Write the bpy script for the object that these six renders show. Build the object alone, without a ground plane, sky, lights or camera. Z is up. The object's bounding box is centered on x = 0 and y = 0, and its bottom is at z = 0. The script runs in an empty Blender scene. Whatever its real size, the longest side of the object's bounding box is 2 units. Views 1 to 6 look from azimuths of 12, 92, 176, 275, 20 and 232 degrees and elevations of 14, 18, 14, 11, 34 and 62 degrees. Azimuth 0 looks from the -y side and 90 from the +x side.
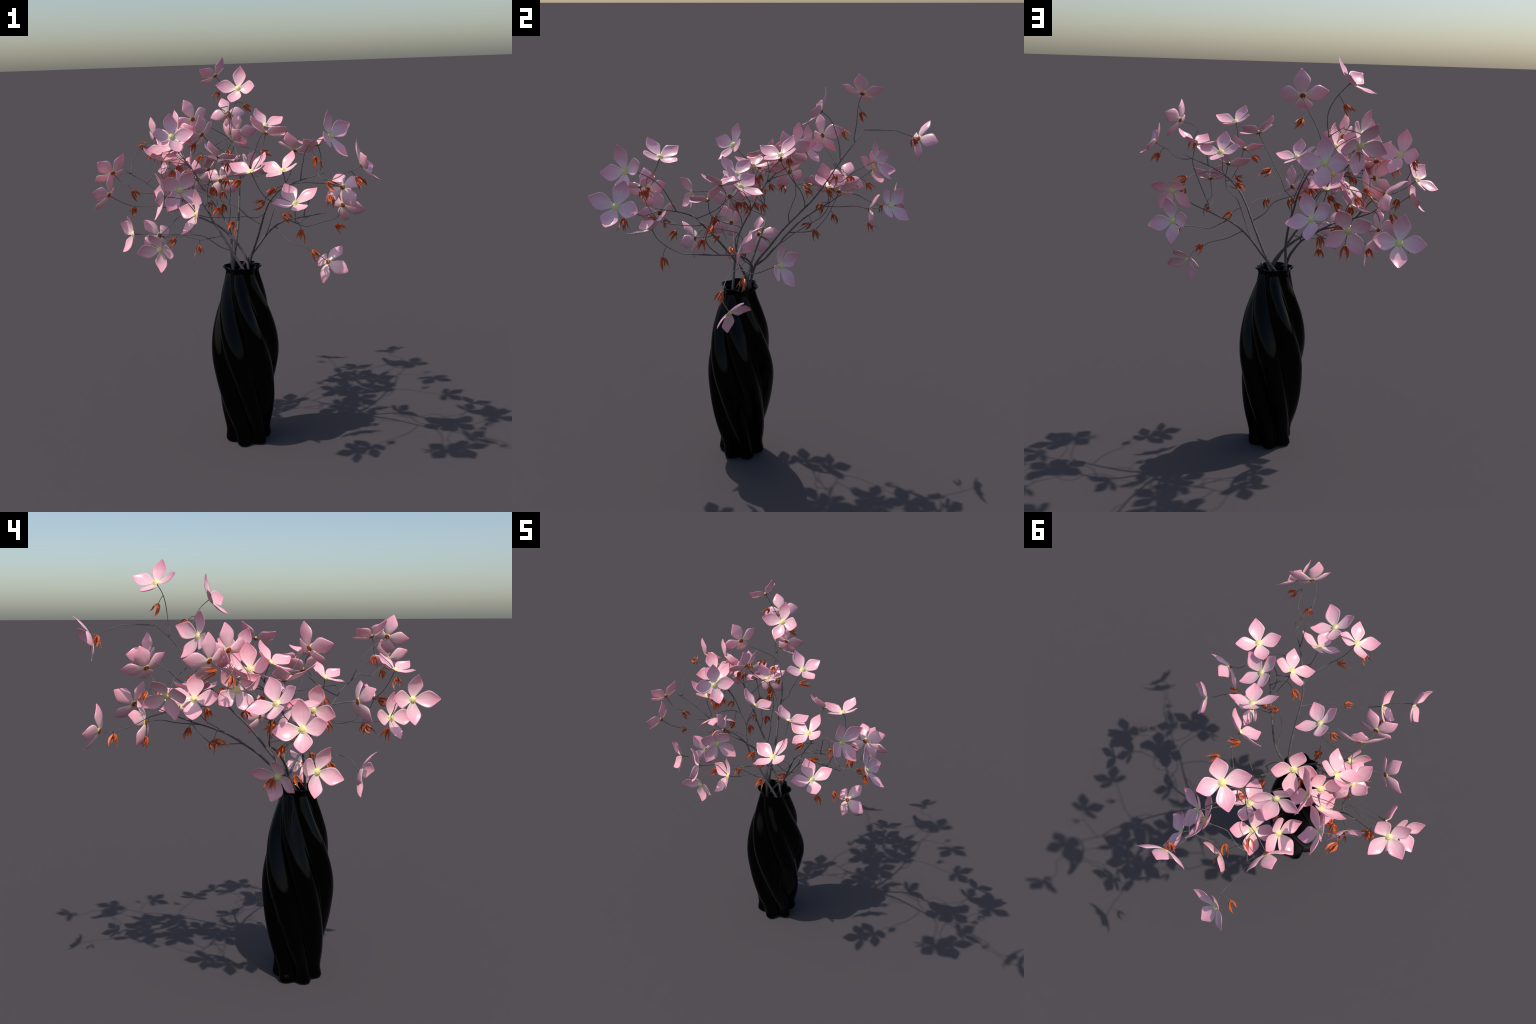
# A twisted, lobed black glazed vase holding six tall flowering dogwood branches:
# every branch is a swept stem with twigs; every blossom has four separate pink bracts
# round a yellow button; dry rust-red seed husks hang from the twigs.
import bpy
import math
import random
from mathutils import Vector, Matrix

rng = random.Random(11)
scene = bpy.context.scene


# ------------------------------------------------------------------ materials
def new_material(name):
    m = bpy.data.materials.new(name)
    m.use_nodes = True
    nt = m.node_tree
    for n in list(nt.nodes):
        nt.nodes.remove(n)
    out = nt.nodes.new("ShaderNodeOutputMaterial")
    bsdf = nt.nodes.new("ShaderNodeBsdfPrincipled")
    nt.links.new(bsdf.outputs[0], out.inputs[0])
    return m, nt, bsdf


def node(nt, kind, **props):
    n = nt.nodes.new(kind)
    for k, v in props.items():
        setattr(n, k, v)
    return n


def ramp(nt, fac, stops, interpolation="LINEAR"):
    r = node(nt, "ShaderNodeValToRGB")
    r.color_ramp.interpolation = interpolation
    els = r.color_ramp.elements
    while len(els) < len(stops):
        els.new(0.5)
    for e, (p, c) in zip(els, stops):
        e.position = p
        e.color = (*c, 1.0) if len(c) == 3 else c
    nt.links.new(fac, r.inputs[0])
    return r.outputs[0]


def math_node(nt, op, a, b=None):
    n = node(nt, "ShaderNodeMath", operation=op)
    for i, x in enumerate((a, b)):
        if x is None:
            continue
        if isinstance(x, (int, float)):
            n.inputs[i].default_value = x
        else:
            nt.links.new(x, n.inputs[i])
    return n.outputs[0]


def mix_colour(nt, fac, a, b, blend="MIX"):
    n = node(nt, "ShaderNodeMix", data_type="RGBA", blend_type=blend)
    for i, x in ((0, fac), (6, a), (7, b)):
        if isinstance(x, (int, float)):
            n.inputs[i].default_value = x
        elif isinstance(x, tuple):
            n.inputs[i].default_value = (*x, 1.0)
        else:
            nt.links.new(x, n.inputs[i])
    return n.outputs[2]


def glaze_material():
    m, nt, b = new_material("black_glaze")
    b.inputs["Base Color"].default_value = (0.0003, 0.0003, 0.0004, 1)
    b.inputs["Roughness"].default_value = 0.07
    b.inputs["IOR"].default_value = 1.21
    return m


def bark_material():
    m, nt, b = new_material("grey_bark")
    tc = node(nt, "ShaderNodeTexCoord")
    nz = node(nt, "ShaderNodeTexNoise")
    nz.inputs["Scale"].default_value = 60
    nz.inputs["Detail"].default_value = 5
    nt.links.new(tc.outputs["Object"], nz.inputs["Vector"])
    col = ramp(nt, nz.outputs[0], [(0.3, (0.080, 0.067, 0.062)), (0.7, (0.150, 0.128, 0.118))])
    nt.links.new(col, b.inputs["Base Color"])
    b.inputs["Roughness"].default_value = 0.5
    b.inputs["Specular IOR Level"].default_value = 0.3
    bump = node(nt, "ShaderNodeBump")
    bump.inputs["Strength"].default_value = 0.25
    bump.inputs["Distance"].default_value = 0.002
    nt.links.new(nz.outputs[0], bump.inputs["Height"])
    nt.links.new(bump.outputs[0], b.inputs["Normal"])
    return m


def petal_material():
    m, nt, b = new_material("pink_bract")
    tc = node(nt, "ShaderNodeTexCoord")
    sep = node(nt, "ShaderNodeSeparateXYZ")
    nt.links.new(tc.outputs["Object"], sep.inputs[0])
    along = math_node(nt, "DIVIDE", sep.outputs[0], PETAL_REACH)
    # mottling drawn out along the bract
    mp = node(nt, "ShaderNodeMapping")
    mp.inputs["Scale"].default_value = (22, 75, 22)
    nt.links.new(tc.outputs["Object"], mp.inputs["Vector"])
    info = node(nt, "ShaderNodeObjectInfo")
    shift = node(nt, "ShaderNodeCombineXYZ")
    nt.links.new(math_node(nt, "MULTIPLY", info.outputs["Random"], 40.0), shift.inputs[1])
    nt.links.new(shift.outputs[0], mp.inputs["Location"])
    nz = node(nt, "ShaderNodeTexNoise")
    nz.inputs["Scale"].default_value = 1.0
    nz.inputs["Detail"].default_value = 3
    nt.links.new(mp.outputs[0], nz.inputs["Vector"])
    wob = math_node(nt, "MULTIPLY", math_node(nt, "SUBTRACT", nz.outputs[0], 0.5), 0.42)
    pos = math_node(nt, "ADD", along, wob)
    base = ramp(nt, pos, [(0.08, (0.84, 0.74, 0.46)), (0.16, (0.88, 0.64, 0.58)),
                          (0.32, (0.89, 0.54, 0.575)), (0.60, (0.89, 0.46, 0.530)),
                          (1.0, (0.86, 0.33, 0.430))])
    # paler midrib
    rib = math_node(nt, "ABSOLUTE", sep.outputs[1])
    ribmask = ramp(nt, math_node(nt, "MULTIPLY", rib, 100.0), [(0.04, (1, 1, 1)), (0.22, (0, 0, 0))], "EASE")
    fade = ramp(nt, along, [(0.45, (0.38, 0.38, 0.38)), (0.9, (0, 0, 0))])
    base = mix_colour(nt, math_node(nt, "MULTIPLY", ribmask, fade), base, (0.86, 0.76, 0.62))
    nt.links.new(base, b.inputs["Base Color"])
    b.inputs["Roughness"].default_value = 0.27
    b.inputs["Specular IOR Level"].default_value = 0.75
    b.inputs["IOR"].default_value = 1.45
    # fine veins fanning along the bract
    wv = node(nt, "ShaderNodeTexWave", bands_direction="Y")
    wv.inputs["Scale"].default_value = 55
    wv.inputs["Distortion"].default_value = 2.0
    nt.links.new(tc.outputs["Object"], wv.inputs["Vector"])
    bump = node(nt, "ShaderNodeBump")
    bump.inputs["Strength"].default_value = 0.06
    bump.inputs["Distance"].default_value = 0.0006
    nt.links.new(wv.outputs[0], bump.inputs["Height"])
    nt.links.new(bump.outputs[0], b.inputs["Normal"])
    return m


def button_material():
    m, nt, b = new_material("yellow_button")
    tc = node(nt, "ShaderNodeTexCoord")
    nz = node(nt, "ShaderNodeTexNoise")
    nz.inputs["Scale"].default_value = 260
    nt.links.new(tc.outputs["Object"], nz.inputs["Vector"])
    col = ramp(nt, nz.outputs[0], [(0.3, (0.79, 0.71, 0.27)), (0.7, (0.85, 0.79, 0.37))])
    nt.links.new(col, b.inputs["Base Color"])
    b.inputs["Roughness"].default_value = 0.4
    return m


def rust_material(name, dark, light, rough):
    m, nt, b = new_material(name)
    tc = node(nt, "ShaderNodeTexCoord")
    mp = node(nt, "ShaderNodeMapping")
    mp.inputs["Scale"].default_value = (420, 420, 90)
    nt.links.new(tc.outputs["Object"], mp.inputs["Vector"])
    nz = node(nt, "ShaderNodeTexNoise")
    nz.inputs["Scale"].default_value = 1.0
    nz.inputs["Detail"].default_value = 4
    nt.links.new(mp.outputs[0], nz.inputs["Vector"])
    col = ramp(nt, nz.outputs[0], [(0.32, dark), (0.68, light)])
    nt.links.new(col, b.inputs["Base Color"])
    b.inputs["Roughness"].default_value = rough
    bump = node(nt, "ShaderNodeBump")
    bump.inputs["Strength"].default_value = 0.4
    bump.inputs["Distance"].default_value = 0.001
    nt.links.new(nz.outputs[0], bump.inputs["Height"])
    nt.links.new(bump.outputs[0], b.inputs["Normal"])
    return m


PETAL_REACH = 0.109     # how far a bract reaches from the button
PETAL_RISE = 0.0396     # how far its tip is lifted forward

GLAZE = glaze_material()
BARK = bark_material()
PETAL = petal_material()
BUTTON = button_material()
CALYX = rust_material("rust_calyx", (0.24, 0.036, 0.009), (0.42, 0.070, 0.017), 0.5)
HUSK = rust_material("rust_husk", (0.34, 0.048, 0.009), (0.70, 0.135, 0.024), 0.45)


# ------------------------------------------------------------------ helpers
def mesh_from(name, verts, faces, material, smooth=True):
    me = bpy.data.meshes.new(name)
    me.from_pydata([tuple(v) for v in verts], [], faces)
    me.materials.append(material)
    me.update()
    if smooth:
        me.polygons.foreach_set("use_smooth", [True] * len(me.polygons))
    return me


def put(name, data, parent=None, matrix=None):
    ob = bpy.data.objects.new(name, data)
    scene.collection.objects.link(ob)
    if parent is not None:
        ob.parent = parent
    if matrix is not None:
        ob.matrix_local = matrix
    return ob


def spline(points, per=6):
    """Catmull-Rom through the points."""
    p = [Vector(q) for q in points]
    out = []
    for k in range(len(p) - 1):
        a, b = p[max(k - 1, 0)], p[k]
        c, d = p[k + 1], p[min(k + 2, len(p) - 1)]
        for s in range(per):
            t = s / per
            out.append(0.5 * ((2 * b) + (c - a) * t + (2 * a - 5 * b + 4 * c - d) * t * t
                              + (3 * b - a - 3 * c + d) * t ** 3))
    out.append(p[-1])
    return out


def tube(path, radius, sides):
    """Verts and faces of a tube; radius(t) with t from 0 to 1 along the path."""
    n = len(path)
    verts, faces = [], []
    up = None
    for i, p in enumerate(path):
        t = (path[min(i + 1, n - 1)] - path[max(i - 1, 0)])
        t = t.normalized() if t.length > 1e-9 else Vector((0, 0, 1))
        if up is None:
            up = t.orthogonal().normalized()
        up = (up - t * up.dot(t)).normalized()
        side = t.cross(up)
        r = radius(i / (n - 1))
        for k in range(sides):
            a = 2 * math.pi * k / sides
            verts.append(p + (up * math.cos(a) + side * math.sin(a)) * r)
    for i in range(n - 1):
        for k in range(sides):
            k2 = (k + 1) % sides
            faces.append((i * sides + k, i * sides + k2, (i + 1) * sides + k2, (i + 1) * sides + k))
    faces.append(tuple(reversed(range(sides))))
    faces.append(tuple((n - 1) * sides + k for k in range(sides)))
    return verts, faces


def join_parts(parts):
    verts, faces = [], []
    for v, f in parts:
        o = len(verts)
        verts += v
        faces += [tuple(i + o for i in q) for q in f]
    return verts, faces


def interp(x, table):
    for (x0, y0), (x1, y1) in zip(table, table[1:]):
        if x <= x1:
            t = min(max((x - x0) / (x1 - x0), 0), 1)
            return y0 + (y1 - y0) * t
    return table[-1][1]


def smooth_profile(pts, per=8):
    return [(v.x, v.y) for v in spline([(r, z, 0) for r, z in pts], per)]


# ------------------------------------------------------------------ vase
VASE_AXIS = Vector((0.033, -0.187, 0))
LOBES = 6
# where the grooves stand (degrees) at each height: the body is wrung like a cloth
TWIST = [(0, 30), (0.1, 11), (0.24, -10), (0.4, -29), (0.53, -45), (0.67, -64), (0.8, -84), (0.94, -108), (1.0, -118)]


def twist_at(z):
    """Smooth reading of the TWIST table."""
    z = min(max(z, 0.0), 0.99)
    return sum(interp(min(max(z + d, 0), 1.0), TWIST) for d in (-0.09, -0.06, -0.03, 0, 0.03, 0.06, 0.09)) / 7


def build_vase():
    outer = [(0.112, 0.0), (0.1195, 0.006), (0.1215, 0.016), (0.1195, 0.032), (0.1170, 0.055), (0.1195, 0.085), (0.127, 0.12),
             (0.137, 0.165), (0.149, 0.23), (0.159, 0.30), (0.168, 0.38), (0.1755, 0.46), (0.1755, 0.53),
             (0.169, 0.60), (0.157, 0.67), (0.1435, 0.73), (0.127, 0.785), (0.110, 0.84), (0.0955, 0.885),
             (0.0865, 0.920), (0.0850, 0.934), (0.0905, 0.946), (0.0975, 0.953), (0.1000, 0.957),
             (0.0985, 0.9605), (0.0945, 0.9600)]
    inner = [(0.0865, 0.952), (0.0800, 0.940), (0.0785, 0.925), (0.083, 0.90), (0.097, 0.86), (0.118, 0.78), (0.145, 0.66),
             (0.160, 0.52), (0.150, 0.36), (0.125, 0.20), (0.105, 0.08), (0.09, 0.03)]
    prof = smooth_profile(outer + inner, 7)
    n = 240
    verts, faces = [], []
    for r, z in prof:
        g = math.radians(twist_at(z))
        # groove depth: deep at foot and rim, full on the belly
        depth = interp(z, [(0, 0.30), (0.05, 0.29), (0.25, 0.27), (0.5, 0.25), (0.8, 0.24), (0.93, 0.19), (0.955, 0.20), (1, 0.20)])
        for k in range(n):
            az = 2 * math.pi * k / n
            c = math.sin(LOBES / 2 * (az - g))
            lobe = (c * c + 0.02) ** 0.62
            rr = r * (1 - depth * (1 - min(lobe, 1)))
            verts.append((rr * math.sin(az), -rr * math.cos(az), z))
    m = len(prof)
    for i in range(m - 1):
        for k in range(n):
            k2 = (k + 1) % n
            faces.append((i * n + k, i * n + k2, (i + 1) * n + k2, (i + 1) * n + k))
    # underside and inner floor
    for ring, z, flip in ((0, 0.004, True), (m - 1, 0.028, False)):
        c = len(verts)
        verts.append((0, 0, z))
        for k in range(n):
            q = (ring * n + k, ring * n + (k + 1) % n, c)
            faces.append(tuple(reversed(q)) if flip else q)
    me = mesh_from("vase", verts, faces, GLAZE)
    ob = put("vase", me)
    ob.location = VASE_AXIS
    ob["label"] = "tall glossy black vase with six twisted lobes and a ruffled rim"
    ob["category"] = "vase"
    return ob


# ------------------------------------------------------------------ bract (petal)
def petal_mesh(twist, curl, bend):
    """One bract; twist, tip curl and sideways bend make the variants differ."""
    rows, cols = 26, 12
    width = [(0, 0.0085), (0.06, 0.0108), (0.14, 0.0162), (0.24, 0.0238), (0.36, 0.0316), (0.46, 0.0362), (0.55, 0.0378),
             (0.64, 0.0352), (0.74, 0.0284), (0.84, 0.0196), (0.93, 0.0112), (1.0, 0.0042)]
    spine = smooth_profile(width, 4)
    verts, faces = [], []
    for i in range(rows + 1):
        t = i / rows
        w = interp(t, [(x, y) for x, y in spine])
        for j in range(cols + 1):
            u = 2 * j / cols - 1
            y = u * w
            # blunt notched tip
            back = 0.0
            if t > 0.8:
                back = 0.0024 * ((t - 0.8) / 0.2) ** 2 * u * u
                back += 0.0008 * max(0.0, (t - 0.93) / 0.07) * math.exp(-(u / 0.25) ** 2)
            x = 0.006 + (PETAL_REACH - 0.006) * t - back
            rise = PETAL_RISE * (t ** 2.0 - 0.035 * math.sin(math.pi * t) + 0.03 * math.sin(2 * math.pi * t) * (t > 0.5))
            # cupped across, a shallow channel along the midrib, faint ripple at the margin
            cup = 0.0090 * abs(u) ** 2.4 * math.sin(math.pi * min(1.0, t * 0.92 + 0.05))
            rib = -0.0009 * math.exp(-(u / 0.10) ** 2) * (1 - t)
            ripple = 0.0010 * math.sin(9 * t + 2.2 * u) * abs(u) ** 3
            lean = twist * u * t * (1 - 0.4 * t) * w / 0.035
            tip = curl * max(0.0, t - 0.72) ** 1.5 / 0.148
            wave = 0.0013 * math.sin(7.5 * t + 2.6 * u + 40 * bend) * abs(u) ** 2 * min(1, 2 * t)
            verts.append((x, y + bend * math.sin(math.pi * t), rise + cup + rib + ripple + lean + tip + wave))
    k = cols + 1
    for i in range(rows):
        for j in range(cols):
            faces.append((i * k + j, (i + 1) * k + j, (i + 1) * k + j + 1, i * k + j + 1))
    me = mesh_from("petal", verts, faces, PETAL)
    # give the bract its real thickness
    tmp = bpy.data.objects.new("tmp", me)
    scene.collection.objects.link(tmp)
    s = tmp.modifiers.new("thick", "SOLIDIFY")
    s.thickness = 0.0009
    s.material_offset_rim = 0
    s.offset = 0
    dg = bpy.context.evaluated_depsgraph_get()
    solid = bpy.data.meshes.new_from_object(tmp.evaluated_get(dg))
    bpy.data.objects.remove(tmp)
    solid.name = "petal"
    solid.polygons.foreach_set("use_smooth", [True] * len(solid.polygons))
    return solid


def lathe(profile, n, material, name):
    verts, faces = [], []
    for r, z in profile:
        for k in range(n):
            a = 2 * math.pi * k / n
            verts.append((r * math.cos(a), r * math.sin(a), z))
    m = len(profile)
    for i in range(m - 1):
        for k in range(n):
            k2 = (k + 1) % n
            faces.append((i * n + k, i * n + k2, (i + 1) * n + k2, (i + 1) * n + k))
    faces.append(tuple(reversed(range(n))))
    faces.append(tuple((m - 1) * n + k for k in range(n)))
    return mesh_from(name, verts, faces, material)


PETAL_MESHES = [petal_mesh(*v) for v in ((0.0045, 0.0015, 0.0008), (-0.0050, -0.0020, -0.0012), (0.0015, 0.0025, -0.0016),
                                         (-0.0025, 0.0005, 0.0018), (0.0060, -0.0015, 0.0004))]
BUTTON_MESH = lathe([(0.0150, -0.0010), (0.0162, 0.0016), (0.0158, 0.0032), (0.0140, 0.0038), (0.0124, 0.0036), (0.0119, 0.0048), (0.0110, 0.0068),
                     (0.0090, 0.0084), (0.0060, 0.0096), (0.0022, 0.0101)], 28, BUTTON, "button")
CALYX_MESH = lathe([(0.0030, -0.0062), (0.0060, -0.0052), (0.0098, -0.0046), (0.0122, -0.0038), (0.0128, -0.0026), (0.0118, -0.0014)],
                   24, CALYX, "calyx")
# the four bracts of a blossom: bearing, reach, rise
BRACTS = [(2.0, 0.1138, 0.0410), (90.1, 0.1056, 0.0430), (179.6, 0.1046, 0.0380), (268.3, 0.1103, 0.0376)]


# ------------------------------------------------------------------ seed husk
def husk_mesh(seed):
    r = random.Random(seed)
    parts = []
    # (bearing, length, half width, spread outward, curl at the tip)
    blades = [(20, 0.062, 0.0074, 0.017, -0.004), (150, 0.056, 0.0068, 0.019, 0.010), (265, 0.051, 0.0062, 0.013, -0.004),
              (85, 0.046, 0.0040, 0.019, 0.018), (210, 0.050, 0.0034, 0.023, 0.014), (320, 0.040, 0.0044, 0.010, 0.004)]
    for bearing, length, half, spread, curl in blades:
        a = math.radians(bearing + r.uniform(-22, 22))
        length *= r.uniform(0.88, 1.12)
        spread *= r.uniform(0.8, 1.3)
        ph = r.uniform(0, 6.28)
        n, cols = 11, 4
        v, f = [], []
        out = Vector((math.cos(a), math.sin(a), 0))
        side0 = Vector((-math.sin(a), math.cos(a), 0))
        for i in range(n + 1):
            t = i / n
            reach = 0.0025 + spread * (1 - (1 - t) ** 1.8) * 0.8 + curl * max(0, t - 0.65) ** 1.5 * 4
            drop = -length * (t ** 1.1) + abs(curl) * max(0, t - 0.7) * 0.8 + 0.004 * math.sin(math.pi * min(1, 3 * t))
            swing = 0.0045 * math.sin(ph + 4.5 * t) * t
            c = out * reach + side0 * swing + Vector((0, 0, drop))
            tw = 1.1 * math.sin(ph + 2.4 * t) * t
            side = (side0 * math.cos(tw) + out * math.sin(tw))
            w = half * interp(t, [(0, 0.50), (0.18, 0.72), (0.38, 1.0), (0.58, 0.80), (0.76, 0.38), (0.88, 0.16), (1, 0.04)])
            for j in range(cols + 1):
                u = 2 * j / cols - 1
                fold = w * (0.75 * abs(u) + 0.16 * math.sin(7 * t + 3 * u + ph))
                v.append(c + side * (w * u) + out * fold)
        k = cols + 1
        m = len(v)
        thick = 0.0011
        v += [q - out * thick * (1 - abs(2 * (i % k) / cols - 1) * 0.5) for i, q in enumerate(v)]
        for i in range(n):
            for j in range(cols):
                q = (i * k + j, i * k + j + 1, (i + 1) * k + j + 1, (i + 1) * k + j)
                f.append(q)
                f.append(tuple(reversed([x + m for x in q])))
        rim = [i * k for i in range(n + 1)] + [n * k + j for j in range(1, k)] + [i * k + cols for i in range(n - 1, -1, -1)] + [j for j in range(cols - 1, 0, -1)]
        for x, y in zip(rim, rim[1:] + rim[:1]):
            f.append((x, x + m, y + m, y))
        parts.append((v, f))
    # the small knob they hang from
    kv, kf = tube([Vector((0, 0, 0.004)), Vector((0, 0, 0.001)), Vector((0, 0, -0.006)), Vector((0, 0, -0.014))],
                  lambda t: interp(t, [(0, 0.0018), (0.35, 0.0056), (0.7, 0.0062), (1, 0.003)]), 8)
    parts.append((kv, kf))
    verts, faces = join_parts(parts)
    return mesh_from("seed_husk", verts, faces, HUSK, smooth=False)


HUSKS = [husk_mesh(s) for s in (3, 8, 21, 34)]


# ------------------------------------------------------------------ branches
def start_branch(points):
    base = Vector((points[0][0], points[0][1], points[0][2]))
    root = put("flowering_branch", None, None, Matrix.Translation(base))
    root.empty_display_size = 0.05
    root["label"] = "grey woody branch with pink four-petalled blossoms and rust husks"
    root["category"] = "flowering branch"
    path = [q - base for q in spline(points, 7)]
    v, f = tube(path, lambda t: interp(t, [(0, 0.0074), (0.2, 0.0066), (0.45, 0.0050), (0.75, 0.0032), (0.93, 0.0022), (1, 0.0010)]), 10)
    put("stem", mesh_from("stem", v, f, BARK), root)
    return root


def blossom(branch, at, facing, petal, twig):
    base = branch.location
    n = Vector(facing).normalized()
    x = Vector(petal)
    x = (x - n * x.dot(n)).normalized()
    y = n.cross(x)
    at = Vector(at) - base
    rot = Matrix((x, y, n)).transposed().to_4x4()
    fl = put("blossom", BUTTON_MESH, branch, Matrix.Translation(at) @ rot)
    put("calyx", CALYX_MESH, fl)
    for bearing, reach, rise in BRACTS:
        tilt = Matrix.Rotation(math.radians(rng.uniform(-4, 4)), 4, "X")
        m = (Matrix.Rotation(math.radians(bearing), 4, "Z") @ tilt
             @ Matrix.Diagonal((reach / PETAL_REACH, rng.uniform(0.97, 1.03), rise / PETAL_RISE, 1)))
        put("petal", rng.choice(PETAL_MESHES), fl, m)
    pts = [Vector(p) - base for p in twig] + [at - n * 0.005]
    v, f = tube(spline(pts, 5), lambda t: interp(t, [(0, 0.0027), (0.3, 0.0021), (0.85, 0.0017), (1, 0.0021)]), 7)
    put("twig", mesh_from("twig", v, f, BARK), branch)


def seed_pod(branch, at, hang, stalk):
    base = branch.location
    at = Vector(at) - base
    d = Vector(hang).normalized()
    z = -d
    x = z.orthogonal().normalized()
    y = z.cross(x)
    spin = Matrix.Rotation(rng.uniform(0, 6.283), 4, "Z")
    rot = Matrix((x, y, z)).transposed().to_4x4()
    s = rng.uniform(0.95, 1.1)
    put("seed_husk", rng.choice(HUSKS), branch, Matrix.Translation(at) @ rot @ spin @ Matrix.Scale(s, 4))
    a = Vector(stalk) - base
    mid = (a + at) / 2 + (z * 0.35 + Vector((0, 0, 0.2))) * (a - at).length * 0.35
    v, f = tube(spline([a, mid, at + z * 0.006, at], 5), lambda t: 0.0015 - 0.0002 * t, 6)
    put("husk_stalk", mesh_from("husk_stalk", v, f, BARK), branch)


build_vase()

# branch: A
branch = start_branch([(-0.028, -0.153, 0.850), (-0.021, -0.134, 0.959), (-0.013, -0.103, 1.065), (-0.012, -0.036, 1.153), (-0.019, 0.032, 1.241), (-0.030, 0.109, 1.320), (-0.040, 0.186, 1.400), (-0.068, 0.251, 1.485), (-0.112, 0.311, 1.567), (-0.127, 0.377, 1.656), (-0.195, 0.436, 1.719)])
blossom(branch, (0.138, 0.022, 1.651), facing=(0.304, -0.288, 0.908), petal=(-0.659, -0.752, -0.017),
        twig=[(-0.032, 0.139, 1.349), (-0.012, 0.140, 1.374), (0.019, 0.134, 1.410), (0.034, 0.118, 1.453), (0.054, 0.095, 1.489), (0.074, 0.071, 1.527), (0.093, 0.048, 1.565), (0.115, 0.028, 1.603)])
blossom(branch, (-0.216, 0.421, 1.898), facing=(-0.591, 0.235, 0.772), petal=(-0.367, -0.930, 0.003),
        twig=[(-0.134, 0.388, 1.669), (-0.140, 0.382, 1.682), (-0.131, 0.388, 1.730), (-0.134, 0.393, 1.778), (-0.154, 0.396, 1.822), (-0.182, 0.404, 1.860)])
blossom(branch, (-0.041, 0.212, 1.832), facing=(-0.101, -0.861, 0.498), petal=(-0.986, 0.152, 0.062),
        twig=[(-0.119, 0.343, 1.611), (-0.118, 0.316, 1.582), (-0.119, 0.312, 1.630), (-0.110, 0.302, 1.677), (-0.091, 0.289, 1.719), (-0.068, 0.275, 1.760), (-0.050, 0.252, 1.798)])
blossom(branch, (-0.306, 0.230, 1.672), facing=(-0.709, 0.678, 0.195), petal=(0.697, 0.630, 0.344),
        twig=[(-0.097, 0.287, 1.534), (-0.126, 0.287, 1.566), (-0.159, 0.271, 1.591), (-0.192, 0.251, 1.614), (-0.226, 0.233, 1.635), (-0.264, 0.219, 1.655)])
blossom(branch, (-0.215, 0.067, 1.603), facing=(-0.767, 0.351, 0.538), petal=(-0.299, 0.547, -0.782),
        twig=[(-0.024, 0.063, 1.273), (-0.022, 0.059, 1.319), (-0.033, 0.075, 1.366), (-0.048, 0.093, 1.413), (-0.069, 0.091, 1.461), (-0.093, 0.075, 1.504), (-0.132, 0.063, 1.534), (-0.175, 0.061, 1.563)])
blossom(branch, (-0.219, 0.716, 1.673), facing=(-0.390, 0.829, -0.401), petal=(0.872, 0.472, 0.127),
        twig=[(-0.195, 0.436, 1.719), (-0.187, 0.480, 1.720), (-0.181, 0.524, 1.721), (-0.183, 0.569, 1.720), (-0.215, 0.593, 1.715), (-0.242, 0.617, 1.703), (-0.242, 0.659, 1.689), (-0.242, 0.701, 1.674)])
blossom(branch, (-0.398, 0.350, 1.431), facing=(-0.805, 0.125, -0.579), petal=(0.305, 0.926, -0.224),
        twig=[(-0.111, 0.307, 1.562), (-0.148, 0.284, 1.551), (-0.188, 0.304, 1.530), (-0.228, 0.324, 1.511), (-0.271, 0.341, 1.495), (-0.315, 0.341, 1.475), (-0.358, 0.345, 1.452)])
blossom(branch, (-0.113, 0.493, 1.577), facing=(0.330, 0.868, 0.371), petal=(0.118, 0.352, -0.928),
        twig=[(-0.089, 0.277, 1.520), (-0.107, 0.292, 1.484), (-0.128, 0.318, 1.462), (-0.145, 0.353, 1.482), (-0.139, 0.384, 1.511), (-0.129, 0.420, 1.534), (-0.127, 0.457, 1.555)])
seed_pod(branch, (-0.033, 0.318, 1.738), hang=(0.437, 0.626, -0.646), stalk=(-0.070, 0.276, 1.756))
seed_pod(branch, (-0.304, 0.374, 1.456), hang=(-0.479, 0.336, -0.811), stalk=(-0.304, 0.342, 1.481))
seed_pod(branch, (-0.196, 0.418, 1.807), hang=(-0.601, 0.225, -0.767), stalk=(-0.171, 0.398, 1.846))
seed_pod(branch, (0.087, 0.136, 1.497), hang=(0.692, 0.608, -0.389), stalk=(0.058, 0.090, 1.496))
seed_pod(branch, (-0.129, 0.300, 1.492), hang=(0.061, -0.526, -0.848), stalk=(-0.102, 0.288, 1.492))
seed_pod(branch, (-0.207, 0.688, 1.674), hang=(-0.096, 0.290, -0.952), stalk=(-0.217, 0.712, 1.675))
seed_pod(branch, (-0.250, 0.054, 1.556), hang=(-0.465, 0.040, -0.884), stalk=(-0.211, 0.065, 1.600))
seed_pod(branch, (-0.104, 0.148, 1.436), hang=(-0.192, 0.592, -0.783), stalk=(-0.067, 0.092, 1.457))
seed_pod(branch, (-0.085, 0.253, 1.435), hang=(-0.346, 0.623, -0.701), stalk=(-0.060, 0.238, 1.468))

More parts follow.
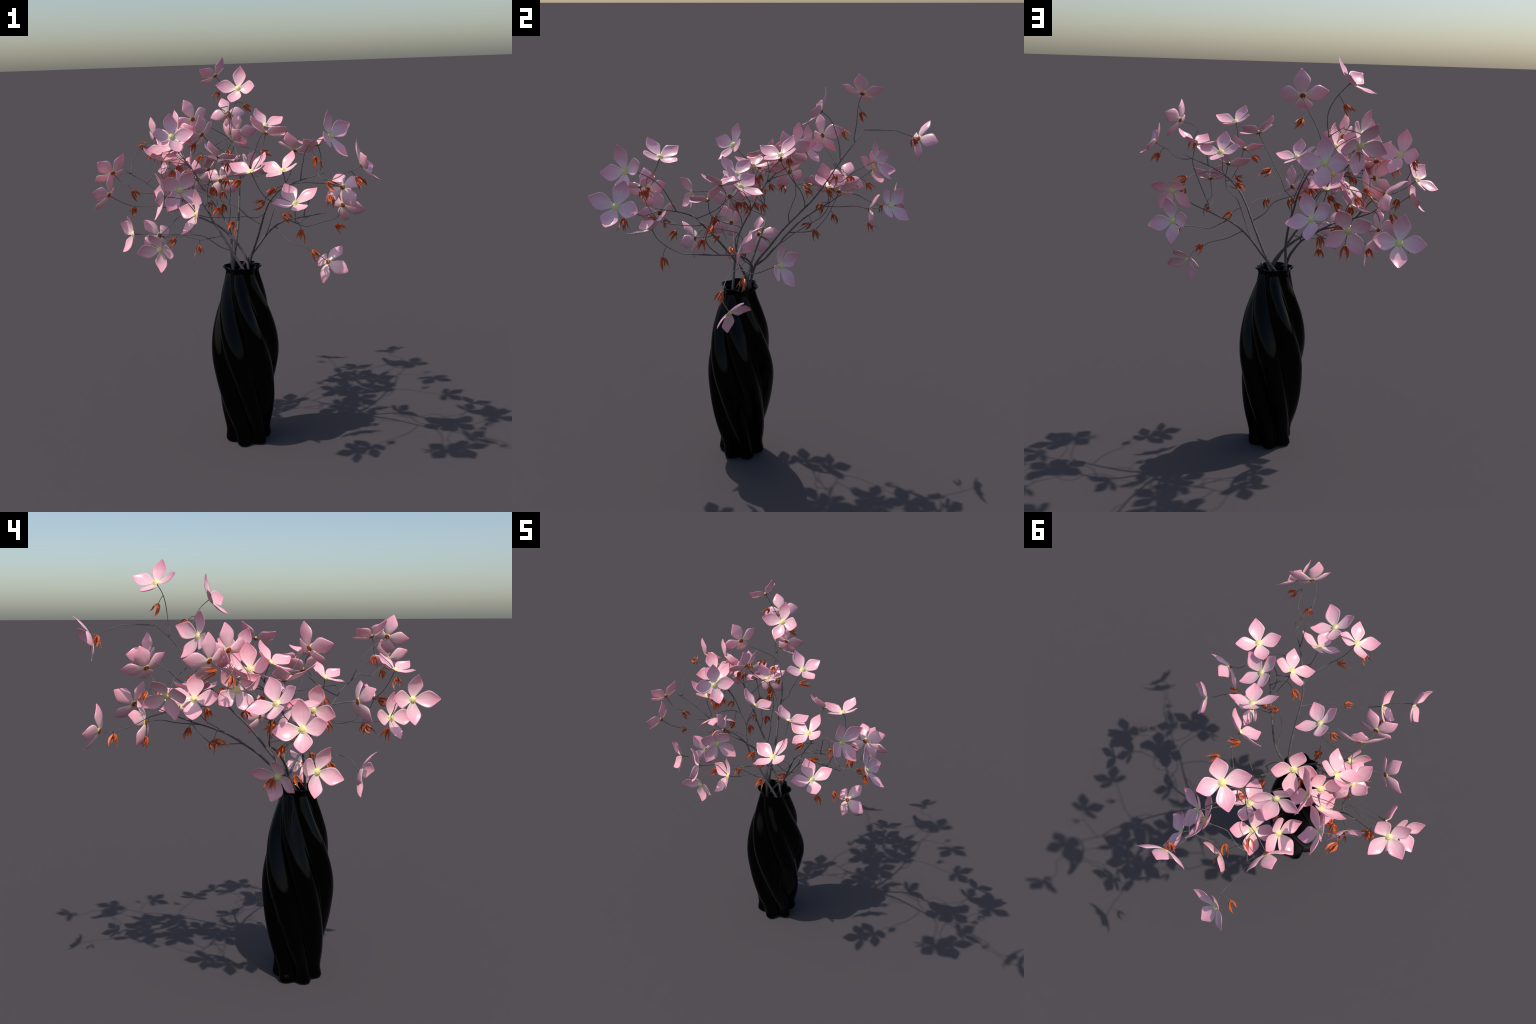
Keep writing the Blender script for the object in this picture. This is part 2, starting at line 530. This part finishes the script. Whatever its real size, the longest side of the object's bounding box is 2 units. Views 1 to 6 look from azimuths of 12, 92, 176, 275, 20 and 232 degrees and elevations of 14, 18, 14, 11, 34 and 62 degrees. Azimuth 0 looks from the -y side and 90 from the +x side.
# branch: B
branch = start_branch([(-0.003, -0.227, 0.848), (-0.017, -0.185, 0.934), (-0.032, -0.139, 1.017), (-0.047, -0.063, 1.075), (-0.081, -0.000, 1.139), (-0.137, 0.059, 1.191), (-0.192, 0.121, 1.240), (-0.245, 0.193, 1.278), (-0.298, 0.267, 1.310), (-0.347, 0.341, 1.347), (-0.358, 0.427, 1.385)])
blossom(branch, (-0.150, 0.489, 1.531), facing=(0.576, 0.524, 0.627), petal=(0.720, 0.037, -0.693),
        twig=[(-0.358, 0.427, 1.385), (-0.334, 0.409, 1.415), (-0.306, 0.429, 1.441), (-0.265, 0.430, 1.454), (-0.223, 0.428, 1.464), (-0.195, 0.451, 1.488), (-0.171, 0.476, 1.513)])
blossom(branch, (-0.228, 0.482, 1.296), facing=(0.117, 0.980, -0.161), petal=(0.868, -0.179, -0.463),
        twig=[(-0.268, 0.227, 1.293), (-0.278, 0.263, 1.297), (-0.267, 0.306, 1.298), (-0.260, 0.350, 1.301), (-0.250, 0.393, 1.308), (-0.236, 0.435, 1.306)])
blossom(branch, (-0.410, 0.640, 1.283), facing=(0.039, 0.950, 0.310), petal=(0.992, -0.073, 0.101),
        twig=[(-0.355, 0.360, 1.358), (-0.364, 0.396, 1.348), (-0.364, 0.439, 1.335), (-0.365, 0.478, 1.313), (-0.366, 0.518, 1.294), (-0.369, 0.560, 1.282), (-0.384, 0.601, 1.272)])
blossom(branch, (-0.061, 0.571, 1.360), facing=(0.630, 0.616, 0.473), petal=(-0.775, 0.455, 0.439),
        twig=[(-0.229, 0.478, 1.297), (-0.188, 0.474, 1.314), (-0.149, 0.492, 1.325), (-0.114, 0.518, 1.331), (-0.075, 0.531, 1.339)])
blossom(branch, (-0.255, 0.320, 1.385), facing=(-0.640, 0.170, 0.750), petal=(0.587, 0.738, 0.333),
        twig=[(-0.136, 0.059, 1.190), (-0.147, 0.105, 1.191), (-0.158, 0.152, 1.189), (-0.176, 0.194, 1.195), (-0.191, 0.228, 1.225), (-0.207, 0.257, 1.260), (-0.222, 0.280, 1.299), (-0.237, 0.300, 1.340)])
blossom(branch, (-0.347, 0.245, 1.412), facing=(-0.856, -0.158, 0.492), petal=(-0.500, 0.015, -0.866),
        twig=[(-0.296, 0.264, 1.309), (-0.312, 0.268, 1.342), (-0.323, 0.257, 1.379)])
blossom(branch, (-0.158, 0.263, 1.430), facing=(0.038, 0.002, 0.999), petal=(-0.606, 0.795, 0.021),
        twig=[(-0.075, -0.008, 1.132), (-0.074, 0.037, 1.165), (-0.080, 0.081, 1.199), (-0.093, 0.128, 1.225), (-0.099, 0.175, 1.254), (-0.107, 0.223, 1.283), (-0.124, 0.256, 1.322), (-0.143, 0.271, 1.373)])
seed_pod(branch, (-0.255, 0.465, 1.431), hang=(-0.467, 0.477, -0.744), stalk=(-0.263, 0.429, 1.454))
seed_pod(branch, (-0.217, 0.484, 1.230), hang=(-0.048, 0.250, -0.967), stalk=(-0.229, 0.478, 1.297))
seed_pod(branch, (-0.141, 0.193, 1.204), hang=(-0.256, 0.184, -0.949), stalk=(-0.167, 0.175, 1.191))
seed_pod(branch, (-0.212, 0.290, 1.271), hang=(-0.283, 0.174, -0.943), stalk=(-0.219, 0.275, 1.290))
seed_pod(branch, (-0.426, 0.569, 1.270), hang=(-0.473, 0.195, -0.859), stalk=(-0.379, 0.591, 1.274))
seed_pod(branch, (-0.127, 0.225, 1.348), hang=(-0.110, -0.246, -0.963), stalk=(-0.135, 0.266, 1.349))
seed_pod(branch, (-0.212, 0.173, 1.219), hang=(-0.232, -0.761, -0.606), stalk=(-0.223, 0.160, 1.264))

# branch: M2
branch = start_branch([(0.078, -0.224, 0.892), (0.040, -0.221, 0.955), (0.002, -0.218, 1.018), (-0.035, -0.215, 1.082), (-0.074, -0.209, 1.144), (-0.115, -0.193, 1.202), (-0.141, -0.162, 1.263), (-0.153, -0.128, 1.327), (-0.192, -0.103, 1.383), (-0.234, -0.063, 1.428), (-0.281, -0.049, 1.482)])
blossom(branch, (-0.062, -0.208, 1.516), facing=(0.385, 0.306, 0.871), petal=(-0.839, 0.509, 0.192),
        twig=[(-0.147, -0.139, 1.305), (-0.141, -0.143, 1.350), (-0.124, -0.164, 1.391), (-0.106, -0.186, 1.430), (-0.085, -0.205, 1.469)])
blossom(branch, (-0.508, -0.276, 1.137), facing=(-0.801, -0.591, 0.092), petal=(0.524, -0.768, -0.370),
        twig=[(-0.056, -0.212, 1.117), (-0.112, -0.221, 1.109), (-0.167, -0.231, 1.100), (-0.222, -0.236, 1.114), (-0.279, -0.242, 1.123), (-0.335, -0.248, 1.131), (-0.391, -0.256, 1.134), (-0.448, -0.264, 1.134)])
blossom(branch, (-0.237, -0.255, 1.356), facing=(-0.988, 0.071, 0.140), petal=(0.104, 0.965, 0.242),
        twig=[(-0.129, -0.183, 1.224), (-0.150, -0.191, 1.265), (-0.170, -0.215, 1.301), (-0.194, -0.240, 1.333)])
blossom(branch, (-0.308, -0.459, 1.100), facing=(-0.292, -0.901, -0.319), petal=(-0.949, 0.315, -0.021),
        twig=[(-0.012, -0.217, 1.042), (-0.056, -0.243, 1.065), (-0.093, -0.267, 1.098), (-0.129, -0.293, 1.131), (-0.172, -0.324, 1.147), (-0.218, -0.355, 1.152), (-0.264, -0.384, 1.162), (-0.298, -0.423, 1.147)])
blossom(branch, (-0.407, 0.059, 1.457), facing=(-0.912, -0.407, 0.052), petal=(-0.188, 0.527, 0.829),
        twig=[(-0.238, -0.060, 1.432), (-0.266, -0.032, 1.448), (-0.296, -0.000, 1.454), (-0.326, 0.030, 1.456), (-0.361, 0.055, 1.456)])
blossom(branch, (-0.333, 0.008, 1.537), facing=(-0.850, 0.316, 0.422), petal=(0.250, 0.946, -0.205),
        twig=[(-0.278, -0.049, 1.478), (-0.294, -0.034, 1.500), (-0.309, -0.012, 1.519)])
blossom(branch, (-0.331, -0.080, 1.566), facing=(-0.189, -0.517, 0.835), petal=(0.842, -0.523, -0.133),
        twig=[(-0.278, -0.049, 1.478), (-0.299, -0.053, 1.505), (-0.317, -0.063, 1.533)])
blossom(branch, (-0.408, 0.063, 1.537), facing=(-0.085, -0.737, 0.671), petal=(-0.417, 0.638, 0.647),
        twig=[(-0.244, -0.056, 1.438), (-0.277, -0.029, 1.460), (-0.310, 0.003, 1.474), (-0.344, 0.035, 1.487), (-0.379, 0.065, 1.503)])
blossom(branch, (-0.318, -0.180, 1.374), facing=(0.307, -0.474, -0.825), petal=(0.944, 0.264, 0.199),
        twig=[(-0.193, -0.103, 1.383), (-0.229, -0.109, 1.399), (-0.266, -0.127, 1.402), (-0.300, -0.150, 1.399)])
seed_pod(branch, (-0.189, -0.177, 1.057), hang=(-0.127, -0.332, -0.935), stalk=(-0.175, -0.232, 1.101))
seed_pod(branch, (-0.263, -0.044, 1.416), hang=(-0.536, 0.290, -0.793), stalk=(-0.258, -0.041, 1.445))
seed_pod(branch, (-0.304, -0.097, 1.461), hang=(0.055, -0.013, -0.998), stalk=(-0.291, -0.051, 1.495))
seed_pod(branch, (-0.246, -0.083, 1.311), hang=(-0.613, 0.148, -0.776), stalk=(-0.221, -0.106, 1.397))
seed_pod(branch, (-0.112, -0.177, 1.359), hang=(0.132, 0.360, -0.924), stalk=(-0.127, -0.160, 1.385))
seed_pod(branch, (-0.271, -0.325, 1.127), hang=(-0.602, -0.539, -0.590), stalk=(-0.241, -0.369, 1.158))
seed_pod(branch, (-0.231, -0.216, 1.323), hang=(-0.476, 0.310, -0.823), stalk=(-0.208, -0.249, 1.345))

# branch: M3
branch = start_branch([(0.092, -0.190, 0.817), (0.066, -0.166, 0.910), (0.039, -0.143, 1.003), (-0.019, -0.125, 1.080), (-0.096, -0.100, 1.139), (-0.185, -0.082, 1.178), (-0.280, -0.071, 1.204), (-0.362, -0.076, 1.255), (-0.429, -0.084, 1.328), (-0.511, -0.081, 1.384), (-0.599, -0.079, 1.430)])
blossom(branch, (-0.655, -0.121, 1.428), facing=(-0.643, 0.470, 0.605), petal=(0.239, 0.874, -0.424),
        twig=[(-0.384, -0.080, 1.279), (-0.397, -0.118, 1.310), (-0.437, -0.142, 1.323), (-0.486, -0.155, 1.328), (-0.532, -0.163, 1.344), (-0.575, -0.151, 1.365), (-0.615, -0.137, 1.393)])
blossom(branch, (-0.287, -0.239, 1.622), facing=(0.565, -0.647, 0.513), petal=(-0.768, -0.640, 0.038),
        twig=[(-0.378, -0.139, 1.488), (-0.346, -0.159, 1.517), (-0.315, -0.178, 1.548), (-0.296, -0.204, 1.583)])
blossom(branch, (-0.423, -0.113, 1.095), facing=(-0.800, 0.465, -0.380), petal=(0.363, 0.878, 0.311),
        twig=[(-0.282, -0.071, 1.204), (-0.322, -0.083, 1.189), (-0.353, -0.101, 1.159), (-0.384, -0.116, 1.126)])
blossom(branch, (-0.646, -0.220, 1.328), facing=(-0.902, 0.184, 0.390), petal=(0.130, 0.978, -0.160),
        twig=[(-0.334, -0.070, 1.228), (-0.351, -0.116, 1.241), (-0.378, -0.155, 1.253), (-0.427, -0.152, 1.257), (-0.477, -0.158, 1.257), (-0.525, -0.174, 1.262), (-0.567, -0.195, 1.278), (-0.606, -0.216, 1.303)])
blossom(branch, (-0.377, -0.139, 1.493), facing=(0.202, 0.052, 0.978), petal=(-0.960, 0.208, 0.187),
        twig=[(-0.412, -0.083, 1.310), (-0.381, -0.096, 1.335), (-0.386, -0.106, 1.376), (-0.387, -0.123, 1.415), (-0.384, -0.140, 1.453)])
blossom(branch, (-0.351, 0.096, 1.617), facing=(0.683, 0.631, 0.368), petal=(0.628, -0.765, 0.146),
        twig=[(-0.484, -0.083, 1.370), (-0.468, -0.052, 1.392), (-0.458, -0.027, 1.433), (-0.444, -0.007, 1.476), (-0.418, 0.004, 1.517), (-0.399, 0.030, 1.554), (-0.382, 0.061, 1.588)])
blossom(branch, (-0.501, 0.156, 1.580), facing=(0.556, 0.717, 0.420), petal=(0.765, -0.639, 0.079),
        twig=[(-0.581, -0.079, 1.421), (-0.575, -0.052, 1.420), (-0.584, -0.022, 1.454), (-0.584, 0.014, 1.485), (-0.568, 0.045, 1.516), (-0.556, 0.083, 1.542), (-0.527, 0.117, 1.557)])
seed_pod(branch, (-0.536, -0.141, 1.246), hang=(-0.513, 0.289, -0.808), stalk=(-0.521, -0.172, 1.262))
seed_pod(branch, (-0.329, -0.124, 1.439), hang=(-0.214, 0.171, -0.962), stalk=(-0.383, -0.140, 1.449))
seed_pod(branch, (-0.574, 0.119, 1.546), hang=(-0.098, 0.958, -0.271), stalk=(-0.546, 0.097, 1.550))
seed_pod(branch, (-0.558, -0.104, 1.332), hang=(0.216, 0.451, -0.866), stalk=(-0.576, -0.151, 1.366))
seed_pod(branch, (-0.338, -0.161, 1.277), hang=(0.144, -0.293, -0.945), stalk=(-0.368, -0.148, 1.251))
seed_pod(branch, (-0.416, -0.093, 1.086), hang=(-0.293, 0.432, -0.853), stalk=(-0.419, -0.115, 1.096))
seed_pod(branch, (-0.493, 0.067, 1.519), hang=(-0.214, 0.171, -0.962), stalk=(-0.536, 0.107, 1.553))
seed_pod(branch, (-0.438, 0.019, 1.373), hang=(0.903, -0.020, -0.430), stalk=(-0.461, -0.034, 1.420))

# branch: M4
branch = start_branch([(0.023, -0.118, 0.857), (0.055, -0.130, 0.945), (0.087, -0.154, 1.030), (0.120, -0.193, 1.109), (0.151, -0.241, 1.184), (0.181, -0.292, 1.258), (0.221, -0.343, 1.326), (0.282, -0.383, 1.386), (0.355, -0.428, 1.424), (0.435, -0.468, 1.453), (0.513, -0.513, 1.482)])
blossom(branch, (0.241, -0.531, 1.658), facing=(0.305, 0.329, 0.894), petal=(0.784, -0.620, -0.039),
        twig=[(0.192, -0.641, 1.498), (0.210, -0.621, 1.527), (0.223, -0.593, 1.553), (0.226, -0.565, 1.582), (0.231, -0.546, 1.617)])
blossom(branch, (0.190, -0.643, 1.503), facing=(-0.245, -0.286, 0.926), petal=(-0.800, 0.600, -0.026),
        twig=[(0.223, -0.344, 1.329), (0.257, -0.381, 1.333), (0.268, -0.430, 1.338), (0.267, -0.481, 1.343), (0.259, -0.530, 1.350), (0.240, -0.570, 1.375), (0.220, -0.600, 1.411), (0.205, -0.623, 1.454)])
blossom(branch, (0.537, -0.631, 1.651), facing=(0.826, -0.452, 0.336), petal=(0.383, 0.889, 0.253),
        twig=[(0.379, -0.441, 1.433), (0.386, -0.461, 1.475), (0.396, -0.480, 1.516), (0.406, -0.503, 1.555), (0.422, -0.533, 1.587), (0.442, -0.566, 1.613), (0.468, -0.600, 1.631), (0.504, -0.630, 1.638)])
blossom(branch, (-0.078, -0.604, 1.305), facing=(-0.759, -0.572, 0.311), petal=(-0.584, 0.809, 0.062),
        twig=[(0.186, -0.300, 1.268), (0.174, -0.348, 1.251), (0.149, -0.393, 1.248), (0.114, -0.428, 1.261), (0.074, -0.463, 1.264), (0.036, -0.497, 1.269), (-0.006, -0.528, 1.277), (-0.037, -0.569, 1.285)])
blossom(branch, (0.669, -0.647, 1.528), facing=(0.864, 0.073, 0.497), petal=(-0.083, -0.955, 0.284),
        twig=[(0.464, -0.484, 1.464), (0.486, -0.527, 1.455), (0.523, -0.558, 1.451), (0.566, -0.575, 1.467), (0.594, -0.609, 1.489), (0.626, -0.645, 1.501)])
blossom(branch, (-0.196, -0.450, 1.388), facing=(0.435, -0.900, 0.002), petal=(0.725, 0.349, -0.593),
        twig=[(0.151, -0.241, 1.183), (0.089, -0.248, 1.222), (0.043, -0.275, 1.273), (-0.024, -0.264, 1.303), (-0.093, -0.253, 1.328), (-0.162, -0.258, 1.354), (-0.217, -0.303, 1.370), (-0.220, -0.374, 1.387)])
blossom(branch, (-0.200, -0.684, 1.399), facing=(-0.940, -0.326, 0.103), petal=(0.322, -0.945, -0.054),
        twig=[(-0.074, -0.601, 1.303), (-0.097, -0.615, 1.341), (-0.127, -0.622, 1.375), (-0.159, -0.653, 1.389)])
blossom(branch, (0.544, -0.126, 1.350), facing=(0.235, 0.849, -0.474), petal=(-0.843, -0.064, -0.534),
        twig=[(0.287, -0.386, 1.389), (0.335, -0.375, 1.406), (0.386, -0.364, 1.411), (0.432, -0.339, 1.405), (0.464, -0.299, 1.397), (0.483, -0.250, 1.387), (0.485, -0.199, 1.378), (0.500, -0.150, 1.369)])
blossom(branch, (0.312, -0.155, 1.538), facing=(0.235, 0.530, 0.815), petal=(0.941, -0.334, -0.054),
        twig=[(0.263, -0.369, 1.370), (0.279, -0.329, 1.389), (0.293, -0.290, 1.411), (0.304, -0.252, 1.438), (0.304, -0.219, 1.471), (0.305, -0.180, 1.497)])
seed_pod(branch, (0.646, -0.619, 1.470), hang=(0.646, 0.005, -0.763), stalk=(0.623, -0.642, 1.500))
seed_pod(branch, (0.230, -0.571, 1.355), hang=(-0.567, -0.769, -0.295), stalk=(0.238, -0.572, 1.377))
seed_pod(branch, (0.070, -0.500, 1.249), hang=(-0.274, -0.608, -0.745), stalk=(0.054, -0.482, 1.266))
seed_pod(branch, (-0.039, -0.317, 1.283), hang=(-0.538, -0.289, -0.792), stalk=(-0.024, -0.263, 1.303))
seed_pod(branch, (0.461, -0.561, 1.553), hang=(0.185, 0.001, -0.983), stalk=(0.433, -0.553, 1.604))
seed_pod(branch, (0.501, -0.308, 1.340), hang=(0.168, -0.215, -0.962), stalk=(0.471, -0.287, 1.395))
seed_pod(branch, (-0.117, -0.584, 1.259), hang=(-0.533, 0.187, -0.825), stalk=(-0.074, -0.601, 1.303))
seed_pod(branch, (0.142, -0.647, 1.466), hang=(-0.646, -0.035, -0.762), stalk=(0.192, -0.641, 1.497))
seed_pod(branch, (0.481, -0.270, 1.395), hang=(0.824, -0.178, -0.537), stalk=(0.478, -0.268, 1.391))

# branch: M5
branch = start_branch([(-0.028, -0.152, 0.862), (0.012, -0.137, 0.926), (0.059, -0.128, 0.985), (0.106, -0.120, 1.045), (0.151, -0.117, 1.106), (0.203, -0.141, 1.156), (0.260, -0.177, 1.191), (0.324, -0.214, 1.212), (0.383, -0.259, 1.230), (0.444, -0.300, 1.249), (0.488, -0.361, 1.266)])
blossom(branch, (0.275, -0.312, 1.462), facing=(-0.286, -0.421, 0.861), petal=(-0.842, 0.539, -0.017),
        twig=[(0.144, -0.116, 1.098), (0.169, -0.159, 1.143), (0.190, -0.188, 1.197), (0.211, -0.190, 1.259), (0.234, -0.162, 1.313), (0.268, -0.182, 1.340), (0.284, -0.243, 1.360), (0.287, -0.297, 1.394)])
blossom(branch, (0.436, -0.232, 1.572), facing=(-0.231, 0.088, 0.969), petal=(0.436, 0.900, 0.022),
        twig=[(0.367, -0.248, 1.225), (0.373, -0.289, 1.257), (0.394, -0.309, 1.301), (0.413, -0.302, 1.348), (0.429, -0.280, 1.394), (0.442, -0.253, 1.437), (0.451, -0.224, 1.480), (0.444, -0.209, 1.530)])
blossom(branch, (0.368, -0.561, 1.349), facing=(0.014, -0.451, 0.892), petal=(0.861, 0.459, 0.218),
        twig=[(0.398, -0.268, 1.234), (0.387, -0.317, 1.235), (0.376, -0.365, 1.233), (0.367, -0.414, 1.228), (0.356, -0.461, 1.240), (0.359, -0.502, 1.266), (0.365, -0.538, 1.300)])
blossom(branch, (0.531, 0.034, 1.233), facing=(0.493, 0.858, 0.143), petal=(0.857, -0.452, -0.248),
        twig=[(0.277, -0.186, 1.197), (0.319, -0.173, 1.176), (0.363, -0.160, 1.159), (0.408, -0.145, 1.167), (0.451, -0.125, 1.177), (0.491, -0.098, 1.181), (0.517, -0.059, 1.195), (0.518, -0.015, 1.215)])
blossom(branch, (0.476, -0.199, 0.986), facing=(0.473, 0.661, -0.582), petal=(0.761, -0.640, -0.108),
        twig=[(0.195, -0.137, 1.150), (0.212, -0.142, 1.146), (0.242, -0.175, 1.123), (0.273, -0.207, 1.100), (0.315, -0.227, 1.084), (0.362, -0.234, 1.071), (0.405, -0.240, 1.045), (0.446, -0.230, 1.020)])
seed_pod(branch, (0.404, -0.242, 1.056), hang=(0.509, -0.208, -0.836), stalk=(0.394, -0.239, 1.051))
seed_pod(branch, (0.256, -0.210, 1.228), hang=(0.842, 0.235, -0.486), stalk=(0.211, -0.190, 1.259))
seed_pod(branch, (0.510, -0.133, 1.163), hang=(0.785, -0.111, -0.609), stalk=(0.483, -0.104, 1.180))
seed_pod(branch, (0.235, -0.287, 1.368), hang=(-0.801, 0.049, -0.596), stalk=(0.287, -0.286, 1.380))
seed_pod(branch, (0.387, -0.511, 1.217), hang=(0.030, 0.000, -1.000), stalk=(0.358, -0.497, 1.261))
